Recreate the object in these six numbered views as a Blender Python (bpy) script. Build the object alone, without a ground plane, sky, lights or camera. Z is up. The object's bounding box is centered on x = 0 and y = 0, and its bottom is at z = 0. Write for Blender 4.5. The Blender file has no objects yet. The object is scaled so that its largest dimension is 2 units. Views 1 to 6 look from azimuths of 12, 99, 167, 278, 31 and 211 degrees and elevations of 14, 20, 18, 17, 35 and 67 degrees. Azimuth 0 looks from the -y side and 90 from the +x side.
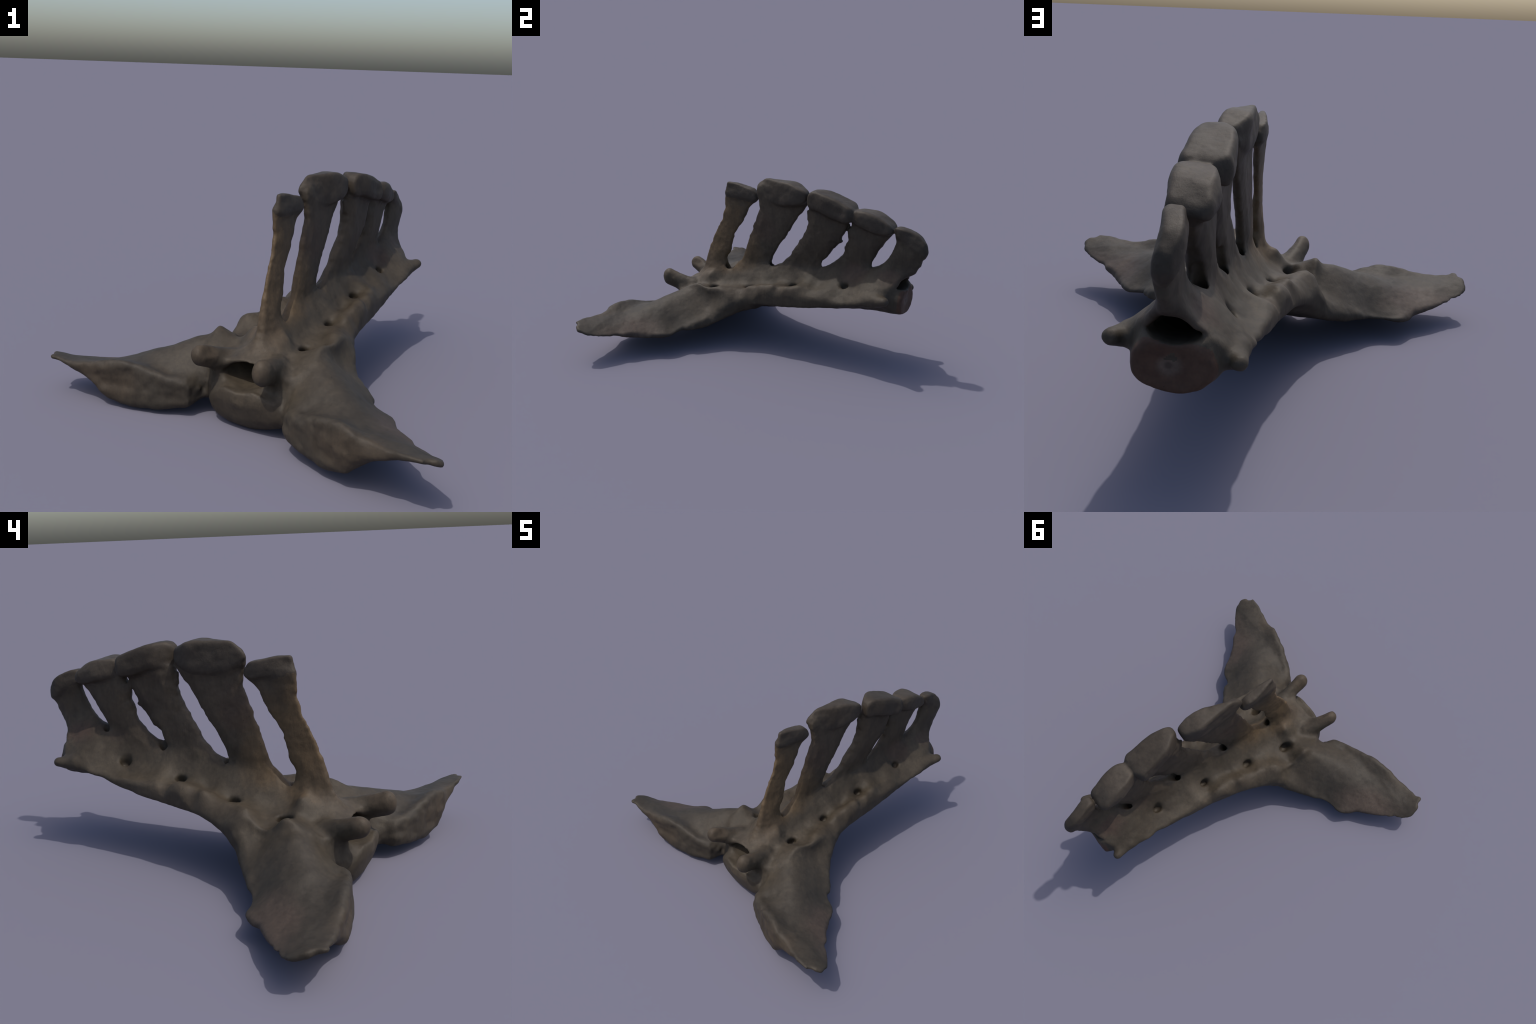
# A large animal's sacrum: five fused vertebrae with tall spinous processes, two flat
# wings, articular horns, lateral crests with dorsal and ventral nerve openings.
# The bone is described as smooth-blended solids (sweeps, plates, horns, bores) in its own
# frame (x to its right, y towards the tail, z up), skinned as ONE smooth surface, then
# separated by anatomical region.
import bpy, math
import numpy as np

# ------------------------------------------------------------------ bone frame -> world
L_AX = np.array([.942, -.335, .03]); L_AX /= np.linalg.norm(L_AX)
C_AX = np.array([.335, .942, 0.]); C_AX -= L_AX * (C_AX @ L_AX); C_AX /= np.linalg.norm(C_AX)
N_AX = np.cross(L_AX, C_AX)
ORIGIN = .234 * L_AX
VOX = .0060

# ------------------------------------------------------------------ small maths kit
def smin(a, b, k):
    h = np.maximum(k - np.abs(a - b), 0) / k      # k may vary from point to point
    return np.minimum(a, b) - h * h * k * .25

def smax(a, b, k):
    return -smin(-a, -b, k)

def sstep(e0, e1, x):
    t = np.clip((x - e0) / (e1 - e0), 0, 1)      # also runs downhill when e1 < e0
    return t * t * (3 - 2 * t)

def pchip(xs, ys):
    """smooth interpolant (Catmull-Rom) of stations"""
    xs = np.array(xs, float); ys = np.array(ys, float)
    m = np.gradient(ys, xs)
    def f(x):
        x = np.clip(x, xs[0], xs[-1])
        i = np.clip(np.searchsorted(xs, x) - 1, 0, len(xs) - 2)
        h = xs[i + 1] - xs[i]; t = (x - xs[i]) / h
        return ((2*t**3 - 3*t**2 + 1) * ys[i] + (t**3 - 2*t**2 + t) * h * m[i]
                + (-2*t**3 + 3*t**2) * ys[i + 1] + (t**3 - t**2) * h * m[i + 1])
    return f

def chaikin(poly, n=1):
    p = np.array(poly, float)
    for _ in range(n):
        q = np.roll(p, -1, 0)
        p = np.stack([.78 * p + .22 * q, .22 * p + .78 * q], 1).reshape(-1, 2)
    return p

def poly_sdf(u, v, poly):
    """signed distance to a closed outline (negative inside)"""
    u = u.astype(np.float32); v = v.astype(np.float32)
    d = np.full(u.shape, 1e9, np.float32); inside = np.zeros(u.shape, bool)
    f = np.float32
    for (ax, ay), (bx, by) in zip(poly, np.roll(poly, 1, 0)):
        ex, ey = f(bx - ax), f(by - ay)
        wx, wy = u - f(ax), v - f(ay)
        t = wx * ex; t += wy * ey; t /= f(ex * ex + ey * ey + 1e-12); np.clip(t, 0, 1, out=t)
        if ay != by:
            side = (wy * ex > wx * ey) if by < ay else (wy * ex < wx * ey)
            inside ^= ((v >= f(min(ay, by))) & (v < f(max(ay, by))) & side)
        wx -= ex * t; wy -= ey * t
        wx *= wx; wy *= wy; wx += wy
        np.minimum(d, wx, out=d)
    return np.where(inside, -1., 1.) * np.sqrt(d)

def surface_fit(pts):
    """thin-plate surface z(x, y) through a few control points"""
    P = np.array(pts, float); n = len(P)
    def ker(r2): return np.where(r2 > 1e-12, r2 * np.log(r2 + 1e-12), 0)
    r2 = ((P[:, None, :2] - P[None, :, :2]) ** 2).sum(-1)
    A = np.zeros((n + 3, n + 3)); A[:n, :n] = ker(r2) + np.eye(n) * 2e-4
    A[:n, n] = 1; A[:n, n + 1:] = P[:, :2]; A[n, :n] = 1; A[n + 1:, :n] = P[:, :2].T
    w = np.linalg.solve(A, np.r_[P[:, 2], 0, 0, 0])
    def f(x, y):
        z = w[n] + w[n + 1] * x + w[n + 2] * y
        for i in range(n):
            z = z + w[i] * ker((x - P[i, 0]) ** 2 + (y - P[i, 1]) ** 2)
        return z
    return f

def _hash(i, j, k, seed):
    h = (i * 374761393 + j * 668265263 + k * 2147483647 + seed * 974634777) & 0x7fffffff
    h = ((h ^ (h >> 13)) * 1274126177) & 0x7fffffff
    return ((h ^ (h >> 16)) & 0xffff) / 32767.5 - 1.

def vnoise(p, freq, seed=0):
    q = p * freq + 100.
    i = np.floor(q).astype(np.int64); f = q - i; f = f * f * (3 - 2 * f)
    out = 0
    for a in (0, 1):
        wa = f[:, 0] if a else 1 - f[:, 0]
        for b in (0, 1):
            wb = f[:, 1] if b else 1 - f[:, 1]
            for c in (0, 1):
                wc = f[:, 2] if c else 1 - f[:, 2]
                out = out + wa * wb * wc * _hash(i[:, 0] + a, i[:, 1] + b, i[:, 2] + c, seed)
    return out

# ------------------------------------------------------------------ primitive solids
# each returns (function(points)->distance, lo, hi)
def capsule_chain(pts, rads, squash=(1, 1, 1)):
    P = np.array(pts, float); R = np.array(rads, float); S = np.array(squash, float)
    def f(p):
        d = np.full(len(p), 1e9)
        for a, b, ra, rb in zip(P[:-1], P[1:], R[:-1], R[1:]):
            e = (b - a) / S; w = (p - a) / S
            t = np.clip((w @ e) / (e @ e + 1e-12), 0, 1)
            d = np.minimum(d, np.linalg.norm(w - t[:, None] * e, axis=1) - (ra + (rb - ra) * t))
        return d * min(1., S.min())
    m = R.max() * S.max()
    return f, P.min(0) - m, P.max(0) + m

def sweep_y(st, power=2.0, cap=.03):
    """ellipse-like sections along the tail axis; st rows: y, cx, cz, half width, half height"""
    A = np.array(st, float)
    fs = [pchip(A[:, 0], A[:, i]) for i in range(1, 5)]
    y0, y1 = A[0, 0], A[-1, 0]
    def f(p):
        y = p[:, 1]; cx, cz, a, b = [g(y) for g in fs]
        q = (np.abs((p[:, 0] - cx) / a) ** power + np.abs((p[:, 2] - cz) / b) ** power) ** (1 / power)
        d = (q - 1) * np.minimum(a, b)
        e = np.maximum(y0 - y, y - y1)
        return smax(d, e, cap)
    m = A[:, 3:].max()
    return f, np.array([A[:, 1].min() - m, y0, A[:, 2].min() - m]), np.array([A[:, 1].max() + m, y1, A[:, 2].max() + m])

def blade(poly, cx, t, edge=.012, fall=.055, r=.014, plan=None, rounds=1):
    """upright plate: outline in the mid-plane, lens-like thickness; cx(z), t(z) callables"""
    poly = chaikin(poly, rounds)
    if plan:
        A = np.array(plan, float); px, ph = pchip(A[:, 0], A[:, 1]), pchip(A[:, 0], A[:, 2])
    def f(p):
        d2 = poly_sdf(p[:, 1], p[:, 2], poly)
        if plan:      # a summit: seen from above it follows its own outline
            d2 = d2 + .0045 * vnoise(p, 13., 21)
            c, h = px(p[:, 1]), ph(p[:, 1]) * (1 + .14 * vnoise(p, 11., 22))
            tt = h * (edge + (1 - edge) * np.sqrt(np.clip(-d2 / fall, 0, 1)))
        else:
            d2 = d2 - .003 + .0045 * vnoise(p, 27., 11) + .003 * vnoise(p, 62., 12)
            c, tt = cx(p[:, 2]), t(p[:, 2])
            tt = edge + (tt - edge) * np.sqrt(np.clip(-d2 / fall, 0, 1))
        w1 = d2 + r; w2 = np.abs(p[:, 0] - c) - tt + r
        return np.hypot(np.maximum(w1, 0), np.maximum(w2, 0)) + np.minimum(np.maximum(w1, w2), 0) - r
    return f, np.array([-.16, poly[:, 0].min(), poly[:, 1].min()]), np.array([.2, poly[:, 0].max(), poly[:, 1].max()])

def const(v): return lambda z: v + 0 * z
def ramp(z0, v0, z1, v1): return lambda z: v0 + (v1 - v0) * np.clip((z - z0) / (z1 - z0), 0, 1)

# ------------------------------------------------------------------ the spinous processes
SPINES = [
 dict(poly=[(-.36,.28),(-.325,.37),(-.290,.46),(-.262,.54),(-.227,.63),(-.173,.733),(-.165,.834),(-.160,.90),
            (.05,.90),(.072,.853),(.018,.813),(-.015,.726),(-.077,.64),(-.113,.55),(-.122,.50),(-.156,.466),(-.150,.405),(-.13,.36),(-.12,.28)],
      cap=[(-.146,.944),(-.132,.948),(-.06,.946),(.01,.930),(.046,.924),(.078,.858),(.04,.842),(-.05,.862),(-.164,.850)],
      cx=ramp(.4,.004,.95,-.018), t=ramp(.4,.036,.55,.022), capr=.010, off=(.008, -.018, .003),
      plan=[(-.17,-.012,.014),(-.13,-.014,.018),(-.06,-.022,.030),(.02,-.026,.034),(.08,-.022,.026)]),
 dict(poly=[(-.13,.28),(-.085,.408),(-.034,.472),(.005,.567),(.026,.652),(.070,.762),(.089,.832),(.06,.92),(.09,.97),
            (.41,.93),(.409,.878),(.35,.782),(.283,.68),(.224,.59),(.169,.49),(.178,.45),(.19,.33)],
      cap=[(.098,.992),(.12,1.002),(.19,1.003),(.266,1.005),(.341,.994),(.432,.961),(.418,.885),(.33,.862),(.22,.848),(.11,.888),(.045,.925),(.055,.955)],
      cx=ramp(.5,.004,.95,.004), t=ramp(.45,.030,.65,.027), capr=.017, off=(.0, -.012, .002),
      plan=[(.04,-.018,.013),(.10,-.012,.018),(.19,.0,.036),(.27,.012,.050),(.35,.018,.056),(.40,.026,.040),(.44,.030,.028)]),
 dict(poly=[(.19,.33),(.20,.455),(.238,.485),(.30,.555),(.349,.628),(.401,.699),(.425,.779),(.427,.9),
            (.70,.88),(.675,.81),(.665,.76),(.634,.708),(.643,.688),(.618,.678),(.606,.66),(.55,.58),(.537,.555),(.49,.488),(.50,.38)],
      cap=[(.424,.960),(.465,.990),(.565,.975),(.65,.946),(.724,.912),(.748,.856),(.69,.818),(.60,.838),(.50,.868),(.424,.872)],
      cx=ramp(.5,.012,.68,.030), t=ramp(.5,.036,.7,.044), spurs=[([(.02,.615,.690),(.018,.650,.702)],[.014,.007]),([(.03,.42,.80),(.03,.414,.845)],[.012,.012])], capr=.015, off=(.016, -.003, -.002),
      plan=[(.42,.046,.026),(.46,.036,.046),(.52,.022,.072),(.58,.018,.079),(.66,.016,.083),(.70,.018,.082),(.725,.028,.055),(.75,.032,.035)]),
 dict(poly=[(.49,.38),(.50,.50),(.57,.55),(.632,.605),(.660,.662),(.664,.70),(.676,.712),(.666,.74),(.670,.785),(.690,.80),(.70,.85),
            (.93,.80),(.93,.765),(.88,.707),(.848,.651),(.828,.595),(.822,.562),(.84,.42)],
      cap=[(.708,.898),(.74,.912),(.79,.911),(.857,.896),(.946,.840),(.964,.795),(.90,.777),(.80,.803),(.69,.835)],
      cx=ramp(.5,.014,.7,.022), t=ramp(.55,.038,.7,.043), spurs=[([(.02,.682,.70),(.016,.668,.745),(.014,.672,.80)],[.012,.011,.012]),([(.02,.655,.655),(.02,.648,.672)],[.012,.009])], capr=.014, off=(.010, .0, -.002),
      plan=[(.69,.028,.032),(.72,.030,.050),(.76,.026,.068),(.83,.018,.077),(.90,.012,.072),(.935,.012,.070),(.965,.016,.050)]),
 dict(poly=[(.80,.42),(.830,.553),(.88,.588),(.935,.67),(.955,.735),(.95,.80),(1.03,.80),(1.09,.78),(1.130,.745),
            (1.134,.70),(1.122,.660),(1.084,.600),(1.066,.56),(1.045,.515),(1.03,.46)],
      cap=[(.942,.832),(.975,.842),(1.035,.830),(1.10,.793),(1.140,.753),(1.140,.685),(1.10,.69),(1.02,.75),(.945,.78)],
      cx=lambda z: .034 + .004 * sstep(.58, .68, z) - .012 * sstep(.66, .85, z), t=ramp(.52,.034,.68,.037), capr=.014, off=(.0, .010, .004),
      plan=[(.94,.042,.028),(.99,.036,.038),(1.06,.022,.038),(1.11,.020,.031),(1.14,.024,.022)]),
]

def spine_solid(s):
    dx, dy, dz = s['off']
    f1, lo, hi = blade([(a + dy * min(1, max(0, b - .35) * 4), b) for a, b in s['poly']], s['cx'], s['t'])
    f2, lo2, hi2 = blade([(a + dy, b + dz) for a, b in s['cap']], None, None, edge=.80, fall=.032, r=s['capr'],
                         plan=[(y + dy, x + dx, h) for y, x, h in s['plan']], rounds=2)
    if 'spurs' in s:      # ragged little spurs left by the ossified ligament between two processes
        spurs = [capsule_chain(*q)[0] for q in s['spurs']]
        def f(p):
            d = smin(f1(p), f2(p), .038)
            for g in spurs: d = smin(d, g(p), .012)
            return d
    else:
        def f(p): return smin(f1(p), f2(p), .038)
    return f, np.minimum(lo, lo2), np.maximum(hi, hi2), f2

# ------------------------------------------------------------------ the wings (right one; left is its mirror)
WING_OUTLINE = [(.05,-.28),(.12,-.35),(.19,-.40),(.215,-.44),(.226,-.50),(.236,-.533),(.30,-.570),(.363,-.598),(.47,-.630),(.565,-.655),(.66,-.662),(.77,-.680),(.815,-.688),
                (.845,-.697),(.866,-.690),(.870,-.664),(.893,-.658),(.914,-.622),(.898,-.560),(.84,-.505),(.78,-.462),(.726,-.420),(.683,-.380),(.632,-.322),(.598,-.25),
                (.545,-.205),(.485,-.188),(.450,-.142),(.395,-.095),(.335,-.045),(.27,.05),(.20,.15),(.05,.10)]
WING_TOP = [(.24,-.525,.182),(.30,-.557,.198),(.44,-.60,.232),(.54,-.617,.233),(.71,-.66,.200),(.81,-.685,.205),(.88,-.65,.205),
            (.895,-.58,.172),(.83,-.51,.150),(.73,-.43,.150),(.63,-.33,.135),(.59,-.25,.128),(.50,-.20,.132),(.465,-.24,.172),(.445,-.15,.160),
            (.375,-.10,.185),(.326,-.05,.215),(.240,-.222,.316),(.30,-.31,.298),(.385,-.38,.268),(.46,-.44,.248),(.55,-.49,.212),(.36,-.24,.250),
            (.27,-.03,.295),(.245,-.13,.26),(.20,-.36,.255),(.22,-.45,.185),(.32,-.46,.222),(.12,-.30,.27),(.42,-.25,.215),(.48,-.31,.208),(.45,-.545,.213),(.57,-.565,.200),(.33,-.505,.190),(.58,-.51,.200),(.65,-.50,.185),(.75,-.57,.185),(.2,.15,.30),(.05,.1,.30)]
WING_BOT = [(.24,-.52,.055),(.35,-.574,.043),(.47,-.616,.041),(.565,-.645,.064),(.614,-.662,.118),(.66,-.65,.144),(.765,-.669,.164),
            (.833,-.674,.168),(.883,-.63,.150),(.89,-.57,.133),(.83,-.51,.118),(.726,-.424,.105),(.63,-.325,.086),(.585,-.245,.088),(.50,-.19,.113),
            (.44,-.15,.118),(.39,-.10,.118),(.30,-.05,.14),(.22,.05,.195),(.4,-.35,.065),(.25,-.3,.07),(.6,-.5,.085),(.75,-.57,.125),(.2,-.42,.07),(.05,-.3,.08),(.05,.1,.2)]

def wing_solid(side):
    top, bot = surface_fit(WING_TOP), surface_fit(WING_BOT)
    poly = chaikin(WING_OUTLINE, 1)
    xmap = pchip([0, .2, .30, .45, .7, .84, .93, 1.1], [0, .2, .285, .430, .642, .795, .905, 1.08])
    def f(p):
        if side > 0: x, y = p[:, 0], p[:, 1]
        else:
            # the left wing is broader, blunter and swept a little less
            x = xmap(-p[:, 0]); y = p[:, 1]
            b = sstep(.46, .76, x); e = x - .65
            y = (y + .10 * (y + .10)) * (1 - b) + b * ((y + .450 + .42 * e) / 1.09 - .49 - .5 * e)
        d2 = poly_sdf(x, y, poly)
        d2 = d2 + .006 * vnoise(np.c_[x, y, p[:, 2] + side], 14., 5) + .005 * vnoise(np.c_[x, y, p[:, 2] + side], 32., 6)
        zt = top(x, y) + (.014 * np.clip((-.47 - y) / .10, 0, 1) - .008) * sstep(.30, .55, x)
        zb = bot(x, y) + .009 * sstep(.45, .65, x) + .008 * sstep(.70, .85, x) - .004 - .020 * sstep(.80, .66, x) * np.clip((-.36 - y) / .24, 0, 1)
        if side < 0: zt = zt + .012 * np.exp(-((x - .35) ** 2 + (y + .31) ** 2) / .016)
        v = smax((p[:, 2] - zt) / 1.12, (zb - p[:, 2]) / 1.08, .012)
        return smax(d2, v, np.clip(.36 * (zt - zb), .014, .042))
    lo = np.array([.03, -.72, .0]); hi = np.array([.96, .2, .4])
    if side < 0: lo, hi = np.array([-hi[0], lo[1], lo[2]]), np.array([-lo[0], hi[1], hi[2]])
    return f, lo, hi

# ------------------------------------------------------------------ bodies, roof with its lateral crests
BODY = sweep_y([(-.500,.012,.152,.06,.028),(-.485,.012,.148,.120,.050),(-.465,.012,.120,.170,.076),(-.435,.012,.099,.196,.095),(-.40,.01,.094,.200,.102),(-.25,.018,.155,.168,.100),(0,.02,.245,.150,.085),
                (.16,.022,.283,.130,.075),(.35,.025,.322,.130,.076),(.5,.03,.350,.115,.068),(.7,.03,.376,.112,.070),(.9,.028,.398,.108,.074),
                (1.0,.024,.406,.122,.076),(1.040,.022,.412,.120,.080),(1.058,.022,.410,.114,.074)], 2.2, .012)

# roof of the canal and lateral crests: one sloping shell, control points (x, y, z)
ROOF_EDGE = [(.15,-.42),(.10,-.428),(.05,-.424),(-.02,-.426),(-.08,-.430),(-.13,-.44),(-.20,-.40),(-.27,-.26),(-.275,-.10),(-.275,.0),(-.272,.07),(-.228,.235),(-.197,.38),(-.186,.50),
             (-.166,.64),(-.174,.79),(-.178,.88),(-.148,.945),(-.124,.985),(-.105,1.016),(-.06,1.040),(.035,1.062),(.095,1.034),(.132,1.0),(.168,.955),(.214,.90),(.222,.80),(.212,.66),
             (.218,.50),(.226,.33),(.240,.16),(.262,.02),(.28,-.10),(.25,-.26),(.20,-.40)]
ROOF_TOP = [(.01,-.44,.290),(.01,-.39,.304),(.01,-.34,.328),(.01,-.25,.366),(.01,-.144,.396),(.01,0,.430),(.01,.172,.468),(.012,.35,.490),(.015,.515,.528),(.018,.68,.542),(.02,.825,.578),(.03,.93,.588),(.03,1.04,.592),
            (.08,-.42,.292),(.08,-.35,.314),(.07,-.17,.350),(.07,-.05,.382),(.075,.08,.404),(.075,.37,.452),(.07,.695,.510),(.085,.99,.560),(.07,.53,.480),(.075,.22,.428),
            (.149,-.22,.275),(.145,-.30,.272),(.133,-.169,.270),(.13,-.05,.300),(.129,.079,.328),(.122,.369,.390),(.118,.695,.455),(.145,.98,.508),(.12,.53,.432),(.125,.22,.368),(.165,.61,.432),
            (-.07,-.42,.292),(-.07,-.35,.314),(-.06,-.17,.350),(-.055,-.05,.384),(-.05,.08,.406),(-.035,.37,.450),(-.022,.69,.506),(-.018,.99,.560),(-.03,.53,.478),(-.04,.22,.430),
            (-.140,-.17,.280),(-.140,-.27,.282),(-.125,-.05,.308),(-.113,.086,.326),(-.080,.371,.383),(-.068,.678,.438),(-.080,.98,.508),(-.075,.53,.418),(-.095,.22,.360),(-.11,.60,.402),
            (-.095,-.215,.370),(.098,-.235,.362),(.20,-.36,.250),(.25,-.30,.280),(-.20,-.36,.262),(-.26,-.30,.300),
            (.238,-.222,.340),(.205,-.15,.300),(.210,-.07,.352),(.20,.02,.346),(.206,.11,.372),(.207,.19,.394),(.207,.28,.411),(.202,.36,.419),(.199,.43,.418),(.194,.53,.402),(.192,.66,.402),(.205,.79,.420),(.218,.93,.440),(.200,.985,.440),
            (.246,.07,.290),(.234,.16,.325),(.225,.30,.360),(.220,.43,.368),
            (-.255,-.225,.348),(-.240,-.134,.276),(-.237,-.034,.356),(-.212,.078,.354),(-.196,.20,.390),(-.186,.28,.398),(-.180,.358,.404),(-.166,.447,.394),(-.152,.56,.392),(-.148,.64,.396),(-.16,.79,.412),(-.175,.89,.430),(-.155,1.0,.438),
            (-.270,.07,.275),(-.224,.235,.318),(-.194,.40,.350)]
ROOF_BOT = [q for x in (-.18, .21) for q in [(x,-.40,.12),(x,-.2,.13),(x,-.1,.15),(x,0,.205),(x,.07,.238),(x,.16,.262),(x,.24,.276),(x,.38,.288),(x,.5,.305),(x,.64,.335),(x,.8,.383),(x,.93,.405),(x,1.,.410)]] + \
           [q for x in (-.08, .11) for q in [(x,-.40,.10),(x,-.1,.15),(x,.07,.215),(x,.24,.255),(x,.38,.275),(x,.64,.32),(x,.93,.39),(x,1.,.40)]]

def roof_solid():
    top, bot = surface_fit(ROOF_TOP), surface_fit(ROOF_BOT)
    poly = chaikin(ROOF_EDGE, 1)
    def f(p):
        x, y, z = p.T
        d2 = poly_sdf(x, y, poly) + .005 * vnoise(np.c_[x, y, z * .5], 15., 8)
        v = smax((z - top(x, y)) / 1.25, (bot(x, y) - z) / 1.1, .015)
        return smax(d2, v, .017)
    return f, np.array([-.31, -.43, .08]), np.array([.31, 1.02, .62])

def horn_solid(side):
    if side > 0: return capsule_chain([(.118,-.35,.258), (.130,-.45,.282), (.136,-.512,.300)], [.042, .047, .049], (.90, 1., 1.24))
    return capsule_chain([(-.132,-.35,.260), (-.156,-.44,.286), (-.168,-.502,.308)], [.044, .047, .046], (.95, 1., 1.12))

def tail_process(side):
    if side > 0: return capsule_chain([(.13,.82,.412),(.180,.91,.434),(.196,.950,.442),(.209,.976,.448)], [.042, .040, .037, .032], (1., 1, .9))
    return capsule_chain([(-.08,.82,.402),(-.128,.925,.424),(-.140,.975,.426),(-.150,1.004,.428)], [.042, .040, .036, .031], (1., 1, .9))

PARTS = []          # (kind, function, lo, hi, blend, group)
for s in SPINES:
    f, lo, hi, fc = spine_solid(s); s['capf'] = fc
    PARTS.append(('spinous_process', f, lo, hi))
PARTS.append(('vertebral_body', *BODY))
PARTS.append(('neural_arch', *roof_solid()))
for sd in (1, -1): PARTS.append(('wing', *wing_solid(sd)))
for sd in (1, -1): PARTS.append(('articular_process', *horn_solid(sd)))
for sd in (1, -1): PARTS.append(('transverse_process', *tail_process(sd)))
BLEND = dict(spinous_process=.055, vertebral_body=.04, neural_arch=.05, wing=.05, lateral_crest=.05, articular_process=.038, transverse_process=.028)

# bores: vertebral canal, dorsal and ventral nerve openings, pits between the spines
CUTS = []
CUTS.append((sweep_y([(-.80,.0,.275,.12,.060),(-.47,.0,.236,.112,.054),(-.435,.0,.230,.108,.050),(-.41,.0,.228,.104,.050),(-.38,.0,.228,.102,.052),(-.34,.0,.232,.088,.052),(-.2,.005,.272,.062,.042),(.1,.01,.340,.045,.030),(.5,.02,.425,.04,.028),
                (.8,.028,.470,.055,.026),(.93,.03,.490,.056,.020),(1.0,.028,.500,.058,.018),(1.2,.03,.53,.080,.022)], 1.6, .02), .012))
CUTS.append((capsule_chain([(.0,1.080,.412), (.04,1.080,.412)], [.085, .085], (1., .34, .72)), .02))     # dished end face
CUTS.append((capsule_chain([(.03,.90,.512), (.032,1.09,.538)], [.018, .034], (1.2, 1, .75)), .03))
CUTS.append((capsule_chain([(-.098,-.56,.352), (-.105,-.47,.350)], [.045, .035]), .02))     # dished facet of the left horn
for x, y, z, r in [(.133,-.169,.278,.015),(.129,.079,.332,.014),(.116,.369,.393,.016),(.109,.695,.458,.017),
                   (-.150,-.170,.282,.019),(-.113,.086,.325,.016),(-.076,.371,.381,.014),(-.063,.678,.432,.016)]:
    i = np.sign(x)
    CUTS.append((capsule_chain([(x + .012 * i, y - .006, z + .03), (x - .004 * i, y + .006, z - .014)], [r + .003, r - .003], (.9, 1.25, 1)), .014))
for y, z in [(-.12,.15),(.03,.19),(.325,.268),(.63,.327)]:
    for i, c in ((1, .025), (-1, .02)):
        CUTS.append((capsule_chain([(c + i * .155, y - .02, z - .03), (c + i * .12, y + .02, z + .03)], [.030, .02], (1, 1.5, .8)), .014))
for y, z in [(-.142,.392),(.178,.458),(.515,.515),(.825,.57)]:
    CUTS.append((capsule_chain([(.006, y - .03, z - .035), (.006, y + .02, z + .05)], [.012, .019], (.9, 1, 1)), .012))

# ------------------------------------------------------------------ the whole field
def field(p, ids=False):
    d = np.full(len(p), .25)
    dsp = np.full(len(p), .25)
    best = np.full(len(p), 1e9); who = np.full(len(p), 5, np.int32)
    for n, (kind, f, lo, hi) in enumerate(PARTS):
        m = np.flatnonzero(np.all((p > lo - .13) & (p < hi + .13), axis=1))
        if not len(m): continue
        v = f(p[m])
        b = v - (.012 if kind == 'spinous_process' else 0)
        w = b < best[m]; best[m[w]] = b[w]; who[m[w]] = n
        if kind == 'spinous_process': dsp[m] = smin(dsp[m], v, .010)
        else: d[m] = smin(d[m], v, BLEND[kind])
    d = smin(d, dsp, BLEND['spinous_process'])
    for (f, lo, hi), k in CUTS:
        m = np.flatnonzero(np.all((p > lo - .06) & (p < hi + .06), axis=1))
        if len(m): d[m] = smax(d[m], -f(p[m]), k)
    d += .0050
    near = np.flatnonzero(np.abs(d) < .05)
    if len(near):
        q = p[near]
        d[near] += .0045 * vnoise(q, 9., 1) + .0018 * vnoise(q, 24., 2) + .0010 * vnoise(q, 60., 3)
    return (d, who) if ids else d

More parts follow.
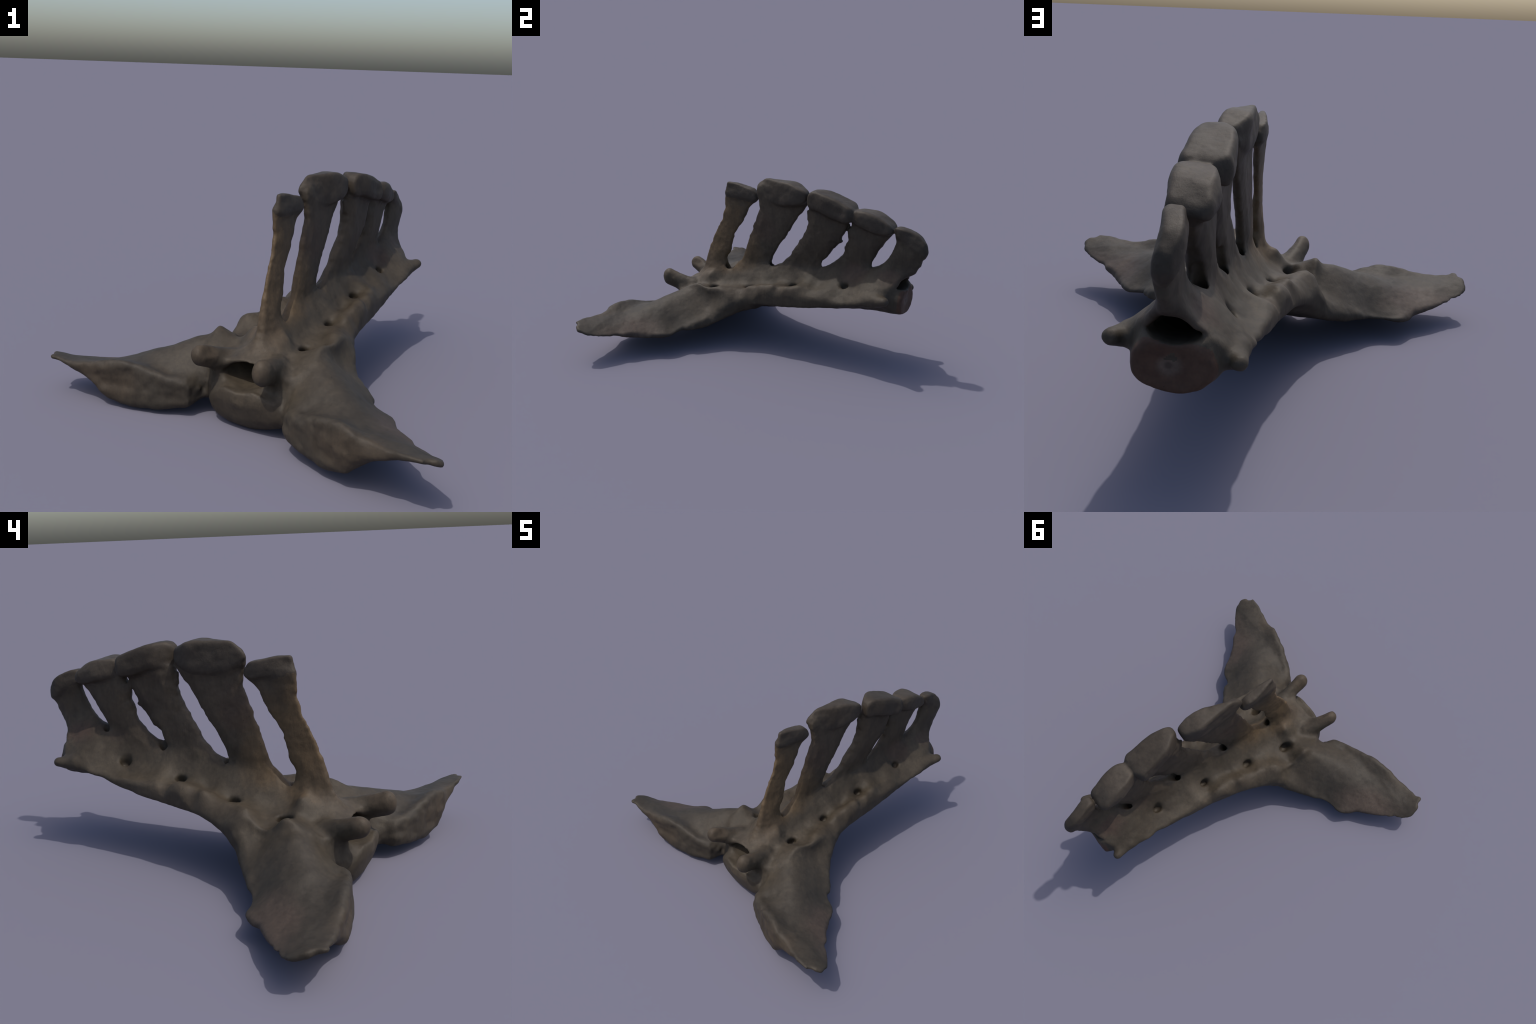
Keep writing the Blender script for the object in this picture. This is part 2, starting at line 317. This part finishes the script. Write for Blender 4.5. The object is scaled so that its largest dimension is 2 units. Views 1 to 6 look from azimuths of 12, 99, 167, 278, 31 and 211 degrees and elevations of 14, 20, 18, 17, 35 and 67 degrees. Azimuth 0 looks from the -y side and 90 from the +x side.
# ------------------------------------------------------------------ skin (naive surface nets on a sparse band)
def skin():
    lo = np.array([-1.02, -.78, -.07]); hi = np.array([1.02, 1.22, 1.08])
    B = 5
    nb = np.ceil((hi - lo) / (VOX * B)).astype(int)
    N = nb * B
    bi = np.stack(np.meshgrid(*[np.arange(k) for k in nb], indexing='ij'), -1).reshape(-1, 3)
    dc = field(lo + (bi + .5) * B * VOX)
    G = np.repeat(np.repeat(np.repeat(dc.reshape(nb), B, 0), B, 1), B, 2).astype(np.float32)
    act = bi[np.abs(dc) < .045]
    off = np.stack(np.meshgrid(*[np.arange(B)] * 3, indexing='ij'), -1).reshape(-1, 3)
    for k in range(0, len(act), 2400):
        idx = (act[k:k + 2400, None, :] * B + off[None]).reshape(-1, 3)
        G[idx[:, 0], idx[:, 1], idx[:, 2]] = field(lo + idx * VOX)
    S = G < 0
    # drop anything not needed: cells with a sign change
    c = [S[a:N[0]-1+a, b:N[1]-1+b, e:N[2]-1+e] for a in (0,1) for b in (0,1) for e in (0,1)]
    cnt = np.zeros(c[0].shape, np.int8)
    for q in c: cnt += q
    cell = np.argwhere((cnt > 0) & (cnt < 8))
    index = np.full(cnt.shape, -1, np.int32)
    index[cell[:, 0], cell[:, 1], cell[:, 2]] = np.arange(len(cell))
    acc = np.zeros((len(cell), 3)); num = np.zeros(len(cell))
    corners = np.array([(a, b, e) for a in (0,1) for b in (0,1) for e in (0,1)])
    for i in range(8):
        for j in range(i + 1, 8):
            if np.abs(corners[i] - corners[j]).sum() != 1: continue
            A = cell + corners[i]; D = cell + corners[j]
            va = G[A[:, 0], A[:, 1], A[:, 2]]; vb = G[D[:, 0], D[:, 1], D[:, 2]]
            m = (va < 0) != (vb < 0)
            t = np.clip(va[m] / (va[m] - vb[m]), 0, 1)[:, None]
            acc[m] += A[m] + t * (D[m] - A[m]); num[m] += 1
    V = lo + acc / num[:, None] * VOX
    quads = []
    for ax in range(3):
        sl0 = [slice(1, None)] * 3; sl1 = [slice(1, None)] * 3
        sl0[ax] = slice(0, -1)
        s0 = S[tuple(sl0)]; s1 = S[tuple(sl1)]
        e = np.argwhere(s0 != s1) + 1; e[:, ax] -= 1
        inside = S[e[:, 0], e[:, 1], e[:, 2]]
        u, w = (ax + 1) % 3, (ax + 2) % 3
        du = np.zeros(3, int); du[u] = 1; dw = np.zeros(3, int); dw[w] = 1
        def at(x): return index[x[:, 0], x[:, 1], x[:, 2]]
        ok = np.all(e < np.array(cnt.shape), axis=1)
        e = e[ok]; inside = inside[ok]
        q = np.stack([at(e - du - dw), at(e - dw), at(e), at(e - du)], 1)
        q[~inside] = q[~inside][:, ::-1]
        quads.append(q)
    Q = np.concatenate(quads); Q = Q[(Q >= 0).all(1)]
    return V, Q

def largest_shell(V, Q):
    lab = np.arange(len(V))
    E = np.concatenate([Q[:, [0, 1]], Q[:, [1, 2]], Q[:, [2, 3]], Q[:, [3, 0]]])
    while True:
        m = np.minimum(lab[E[:, 0]], lab[E[:, 1]])
        new = lab.copy(); np.minimum.at(new, E[:, 0], m); np.minimum.at(new, E[:, 1], m)
        new = new[new]
        if (new == lab).all(): break
        lab = new
    keep = lab == np.bincount(lab).argmax()
    Q = Q[keep[Q[:, 0]]]
    used = np.unique(Q); remap = np.full(len(V), -1); remap[used] = np.arange(len(used))
    return V[used], remap[Q]

def relax(V, Q, n=2, lam=.5):
    E = np.concatenate([Q[:, [0, 1]], Q[:, [1, 2]], Q[:, [2, 3]], Q[:, [3, 0]]])
    for it in range(n):
        for l in (lam, -lam * .9):
            a = np.zeros_like(V); c = np.zeros(len(V))
            for k in range(3):
                a[:, k] = np.bincount(E[:, 0], V[E[:, 1], k], len(V)) + np.bincount(E[:, 1], V[E[:, 0], k], len(V))
            c = np.bincount(E[:, 0], minlength=len(V)) + np.bincount(E[:, 1], minlength=len(V))
            V = V + l * (a / c[:, None] - V)
    return V

V, Q = skin()
V, Q = largest_shell(V, Q)
V = relax(V, Q)

# ------------------------------------------------------------------ region of every face
FC = V[Q].mean(1)
_, who = field(FC, ids=True)
kinds = [k for k, *_ in PARTS]
region = who.copy()
NP = len(PARTS)
# summit caps of the spinous processes, and the cartilage-worn end face towards the tail
for i, s in enumerate(SPINES):
    m = np.flatnonzero(region == i)
    c = s['capf'](FC[m]) < .012
    region[m[c]] = NP + i
names = kinds + ['summit_cap'] * 5 + ['end_face']
n_face = np.cross(V[Q[:, 2]] - V[Q[:, 0]], V[Q[:, 3]] - V[Q[:, 1]])
n_face /= np.linalg.norm(n_face, axis=1)[:, None] + 1e-12
region[(FC[:, 1] > 1.03) & (n_face[:, 1] > .25) & (FC[:, 2] < .50) & (region == 5)] = NP + 5

def to_world(p): return ORIGIN + p[:, :1] * L_AX + p[:, 1:2] * C_AX + p[:, 2:3] * N_AX
W = to_world(V)
shift = np.array([0, 0, -.006])
print('shift', shift.round(4), W.min(0).round(3), W.max(0).round(3))
W = W + shift

# ------------------------------------------------------------------ materials
MATRIX_IN = (L_AX, C_AX, N_AX)
def bone_material(name, cols, warm=(.09, .058, .03), patches=(), streak=(9, 9, 9), rough=.62):
    """cols: three base tones; patches: (centre in bone frame, radii, colour, strength)"""
    mat = bpy.data.materials.new(name); mat.use_nodes = True
    nt = mat.node_tree; N, Lk = nt.nodes, nt.links
    bsdf = N['Principled BSDF']
    tc = N.new('ShaderNodeTexCoord')
    def noise(scale, detail=4, rough_=.6, vec=None, dist=0):
        n = N.new('ShaderNodeTexNoise'); n.inputs['Scale'].default_value = scale
        n.inputs['Detail'].default_value = detail; n.inputs['Roughness'].default_value = rough_
        n.inputs['Distortion'].default_value = dist
        Lk.new(vec or tc.outputs['Object'], n.inputs['Vector']); return n.outputs['Fac']
    def rampn(fac, stops):
        r = N.new('ShaderNodeValToRGB'); e = r.color_ramp.elements
        while len(e) < len(stops): e.new(.5)
        for el, (pos, col) in zip(e, stops):
            el.position = pos; el.color = (*col, 1) if len(col) == 3 else col
        Lk.new(fac, r.inputs['Fac']); return r.outputs['Color']
    def mix(fac, a, b, mode='MIX'):
        m = N.new('ShaderNodeMix'); m.data_type = 'RGBA'; m.blend_type = mode
        for sock, v in ((m.inputs[0], fac), (m.inputs[6], a), (m.inputs[7], b)):
            if hasattr(v, 'is_output'): Lk.new(v, sock)
            elif isinstance(v, (int, float)): sock.default_value = v
            else: sock.default_value = (*v, 1)
        return m.outputs[2]
    def math_(op, a, b=None, clamp=False):
        m = N.new('ShaderNodeMath'); m.operation = op; m.use_clamp = clamp
        for sock, v in zip(m.inputs, (a, b)):
            if v is None: continue
            if hasattr(v, 'is_output'): Lk.new(v, sock)
            else: sock.default_value = v
        return m.outputs[0]
    base = rampn(noise(3.2, 5, .62), [(.34, cols[0]), (.5, cols[1]), (.66, cols[2])])
    # warped distance masks for colour patches, some of them painted light and shade
    wn = noise(9., 3, .6)
    for (ctr, rad, col, strength) in patches:
        w = to_world(np.array([ctr]))[0] + shift
        mp = N.new('ShaderNodeMapping'); mp.vector_type = 'TEXTURE'
        mp.inputs['Location'].default_value = tuple(w)
        mp.inputs['Rotation'].default_value = (0, 0, -math.radians(19.6))
        mp.inputs['Scale'].default_value = rad
        Lk.new(tc.outputs['Object'], mp.inputs['Vector'])
        ln = N.new('ShaderNodeVectorMath'); ln.operation = 'LENGTH'
        Lk.new(mp.outputs[0], ln.inputs[0])
        dd = math_('ADD', ln.outputs['Value'], math_('MULTIPLY', math_('SUBTRACT', wn, .5), .9))
        mr = N.new('ShaderNodeMapRange'); mr.interpolation_type = 'SMOOTHSTEP'
        mr.inputs['From Min'].default_value = 1.0; mr.inputs['From Max'].default_value = .35
        Lk.new(dd, mr.inputs['Value'])
        base = mix(math_('MULTIPLY', mr.outputs[0], strength), base, col)
    # grain along the bone, mottling, dark pores
    st = N.new('ShaderNodeMapping'); st.inputs['Scale'].default_value = streak
    Lk.new(tc.outputs['Object'], st.inputs['Vector'])
    grain = noise(5., 6, .7, st.outputs[0])
    base = mix(.85, base, rampn(grain, [(.3, (.74, .73, .72)), (.5, (.98, .98, .98)), (.7, (1.22, 1.2, 1.17))]), 'MULTIPLY')
    fine = noise(70., 3, .7)
    base = mix(.7, base, rampn(fine, [(.3, (.82, .82, .82)), (.7, (1.17, 1.16, 1.14))]), 'MULTIPLY')
    vor = N.new('ShaderNodeTexVoronoi'); vor.inputs['Scale'].default_value = 42.
    Lk.new(tc.outputs['Object'], vor.inputs['Vector'])
    pore = math_('MULTIPLY', math_('LESS_THAN', vor.outputs['Distance'], .10), math_('GREATER_THAN', noise(4., 2), .56))
    base = mix(math_('MULTIPLY', pore, .45), base, (.014, .011, .009))
    Lk.new(base, bsdf.inputs['Base Color'])
    bsdf.inputs['Roughness'].default_value = rough
    bsdf.inputs['Specular IOR Level'].default_value = .25
    bmp = N.new('ShaderNodeBump'); bmp.inputs['Strength'].default_value = .35; bmp.inputs['Distance'].default_value = .006
    h = math_('ADD', math_('MULTIPLY', grain, .7), math_('MULTIPLY', fine, .35))
    h = math_('SUBTRACT', h, math_('MULTIPLY', pore, .5))
    Lk.new(h, bmp.inputs['Height']); Lk.new(bmp.outputs[0], bsdf.inputs['Normal'])
    return mat

GREY = [(.036, .0280, .0190), (.047, .0375, .0264), (.060, .0482, .0344)]  # tones dimmed towards the scan's baked shade, blue cut against bluish skylight
CAPC = [(.035, .0272, .0195), (.043, .0340, .0250), (.053, .0425, .0320)]
OCHRE = (.100, .066, .034); TAN = (.066, .048, .031); ROSE = (.060, .044, .034); RUST = (.056, .034, .025); DARK = (.036, .027, .020); WING_SHADE = (.034, .0285, .0220); SHAFT_LIGHTENED = (.062, .0465, .0315)
M = dict(
 bone=bone_material('weathered_bone', GREY, patches=[
     ((.66, -.42, .12), (.62, .50, .40), WING_SHADE, .85), ((-.66, -.40, .12), (.62, .50, .40), WING_SHADE, .85),  # both wings darkened in colour to carry baked-in shading
     ((.02, .40, .70), (.14, .85, .30), SHAFT_LIGHTENED, .6),  # shafts painted lighter and warmer, set by the brightness of their unlit sides
     ((0, -.20, .60), (.14, .26, .40), OCHRE, .8), ((0, -.30, .38), (.14, .14, .16), TAN, .6),
     ((0, .0, .56), (.12, .14, .30), OCHRE, .55), ((.13, -.50, .31), (.08, .08, .08), TAN, .7), ((-.15, -.50, .32), (.08, .08, .08), TAN, .8),
     ((.72, -.40, .13), (.34, .20, .10), ROSE, .9), ((-.72, -.38, .13), (.34, .20, .10), ROSE, .9),
     ((.6, -.63, .13), (.3, .08, .12), TAN, .5), ((-.6, -.61, .13), (.3, .08, .12), TAN, .5),
     ((.22, .2, .37), (.10, .5, .10), TAN, .25), ((-.2, .2, .35), (.10, .5, .10), TAN, .2),
     ((.02, .95, .53), (.14, .12, .09), RUST, .7), ((.06, .74, .53), (.12, .12, .08), RUST, .5), ((.0, .1, .70), (.1, .14, .14), RUST, .35),
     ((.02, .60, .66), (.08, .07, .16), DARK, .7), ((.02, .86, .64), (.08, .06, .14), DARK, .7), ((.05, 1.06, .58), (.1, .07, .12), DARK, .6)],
     streak=(5, 5, 1.4)),
 cap=bone_material('summit_bone', CAPC, streak=(4, 4, 4)),
 end=bone_material('worn_end_face', [(.044, .023, .0145), (.062, .034, .022), (.076, .047, .032)], patches=[
     ((.030, 1.05, .415), (.045, .08, .040), (.098, .072, .056), .9), ((.032, 1.05, .415), (.016, .08, .014), (.05, .034, .026), .8)], streak=(3, 3, 3)),
)

# ------------------------------------------------------------------ one smooth surface, separated by region
whole = bpy.data.meshes.new('whole')
whole.from_pydata(W.tolist(), [], Q.tolist()); whole.update()
whole.shade_smooth()
VN = np.zeros(len(W) * 3); whole.vertex_normals.foreach_get('vector', VN); VN = VN.reshape(-1, 3)

root = bpy.data.objects.new('sacrum', None)
root.empty_display_size = .1
root['label'] = 'weathered grey-brown animal sacrum with five tall spines'
root['category'] = 'bone'
bpy.context.scene.collection.objects.link(root)

def add_part(name, ids, mat, parent):
    f = Q[ids]; used = np.unique(f); rm = np.full(len(W), -1); rm[used] = np.arange(len(used))
    me = bpy.data.meshes.new(name)
    me.from_pydata(W[used].tolist(), [], rm[f].tolist()); me.update()
    me.shade_smooth()
    me.normals_split_custom_set_from_vertices(VN[used].tolist())
    me.materials.append(mat)
    ob = bpy.data.objects.new(name, me)
    bpy.context.scene.collection.objects.link(ob); ob.parent = parent
    return ob

made = {}
for r in range(NP + 6):
    ids = np.flatnonzero(region == r)
    if not len(ids): continue
    nm = names[r]
    mat = M['cap'] if nm == 'summit_cap' else M['end'] if nm == 'end_face' else M['bone']
    parent = made.get(r - NP, root) if nm == 'summit_cap' else made.get(5, root) if nm == 'end_face' else root
    made[r] = add_part(nm, ids, mat, parent)
bpy.data.meshes.remove(whole)
print('faces', len(Q), {o.name: len(o.data.polygons) for o in made.values()})
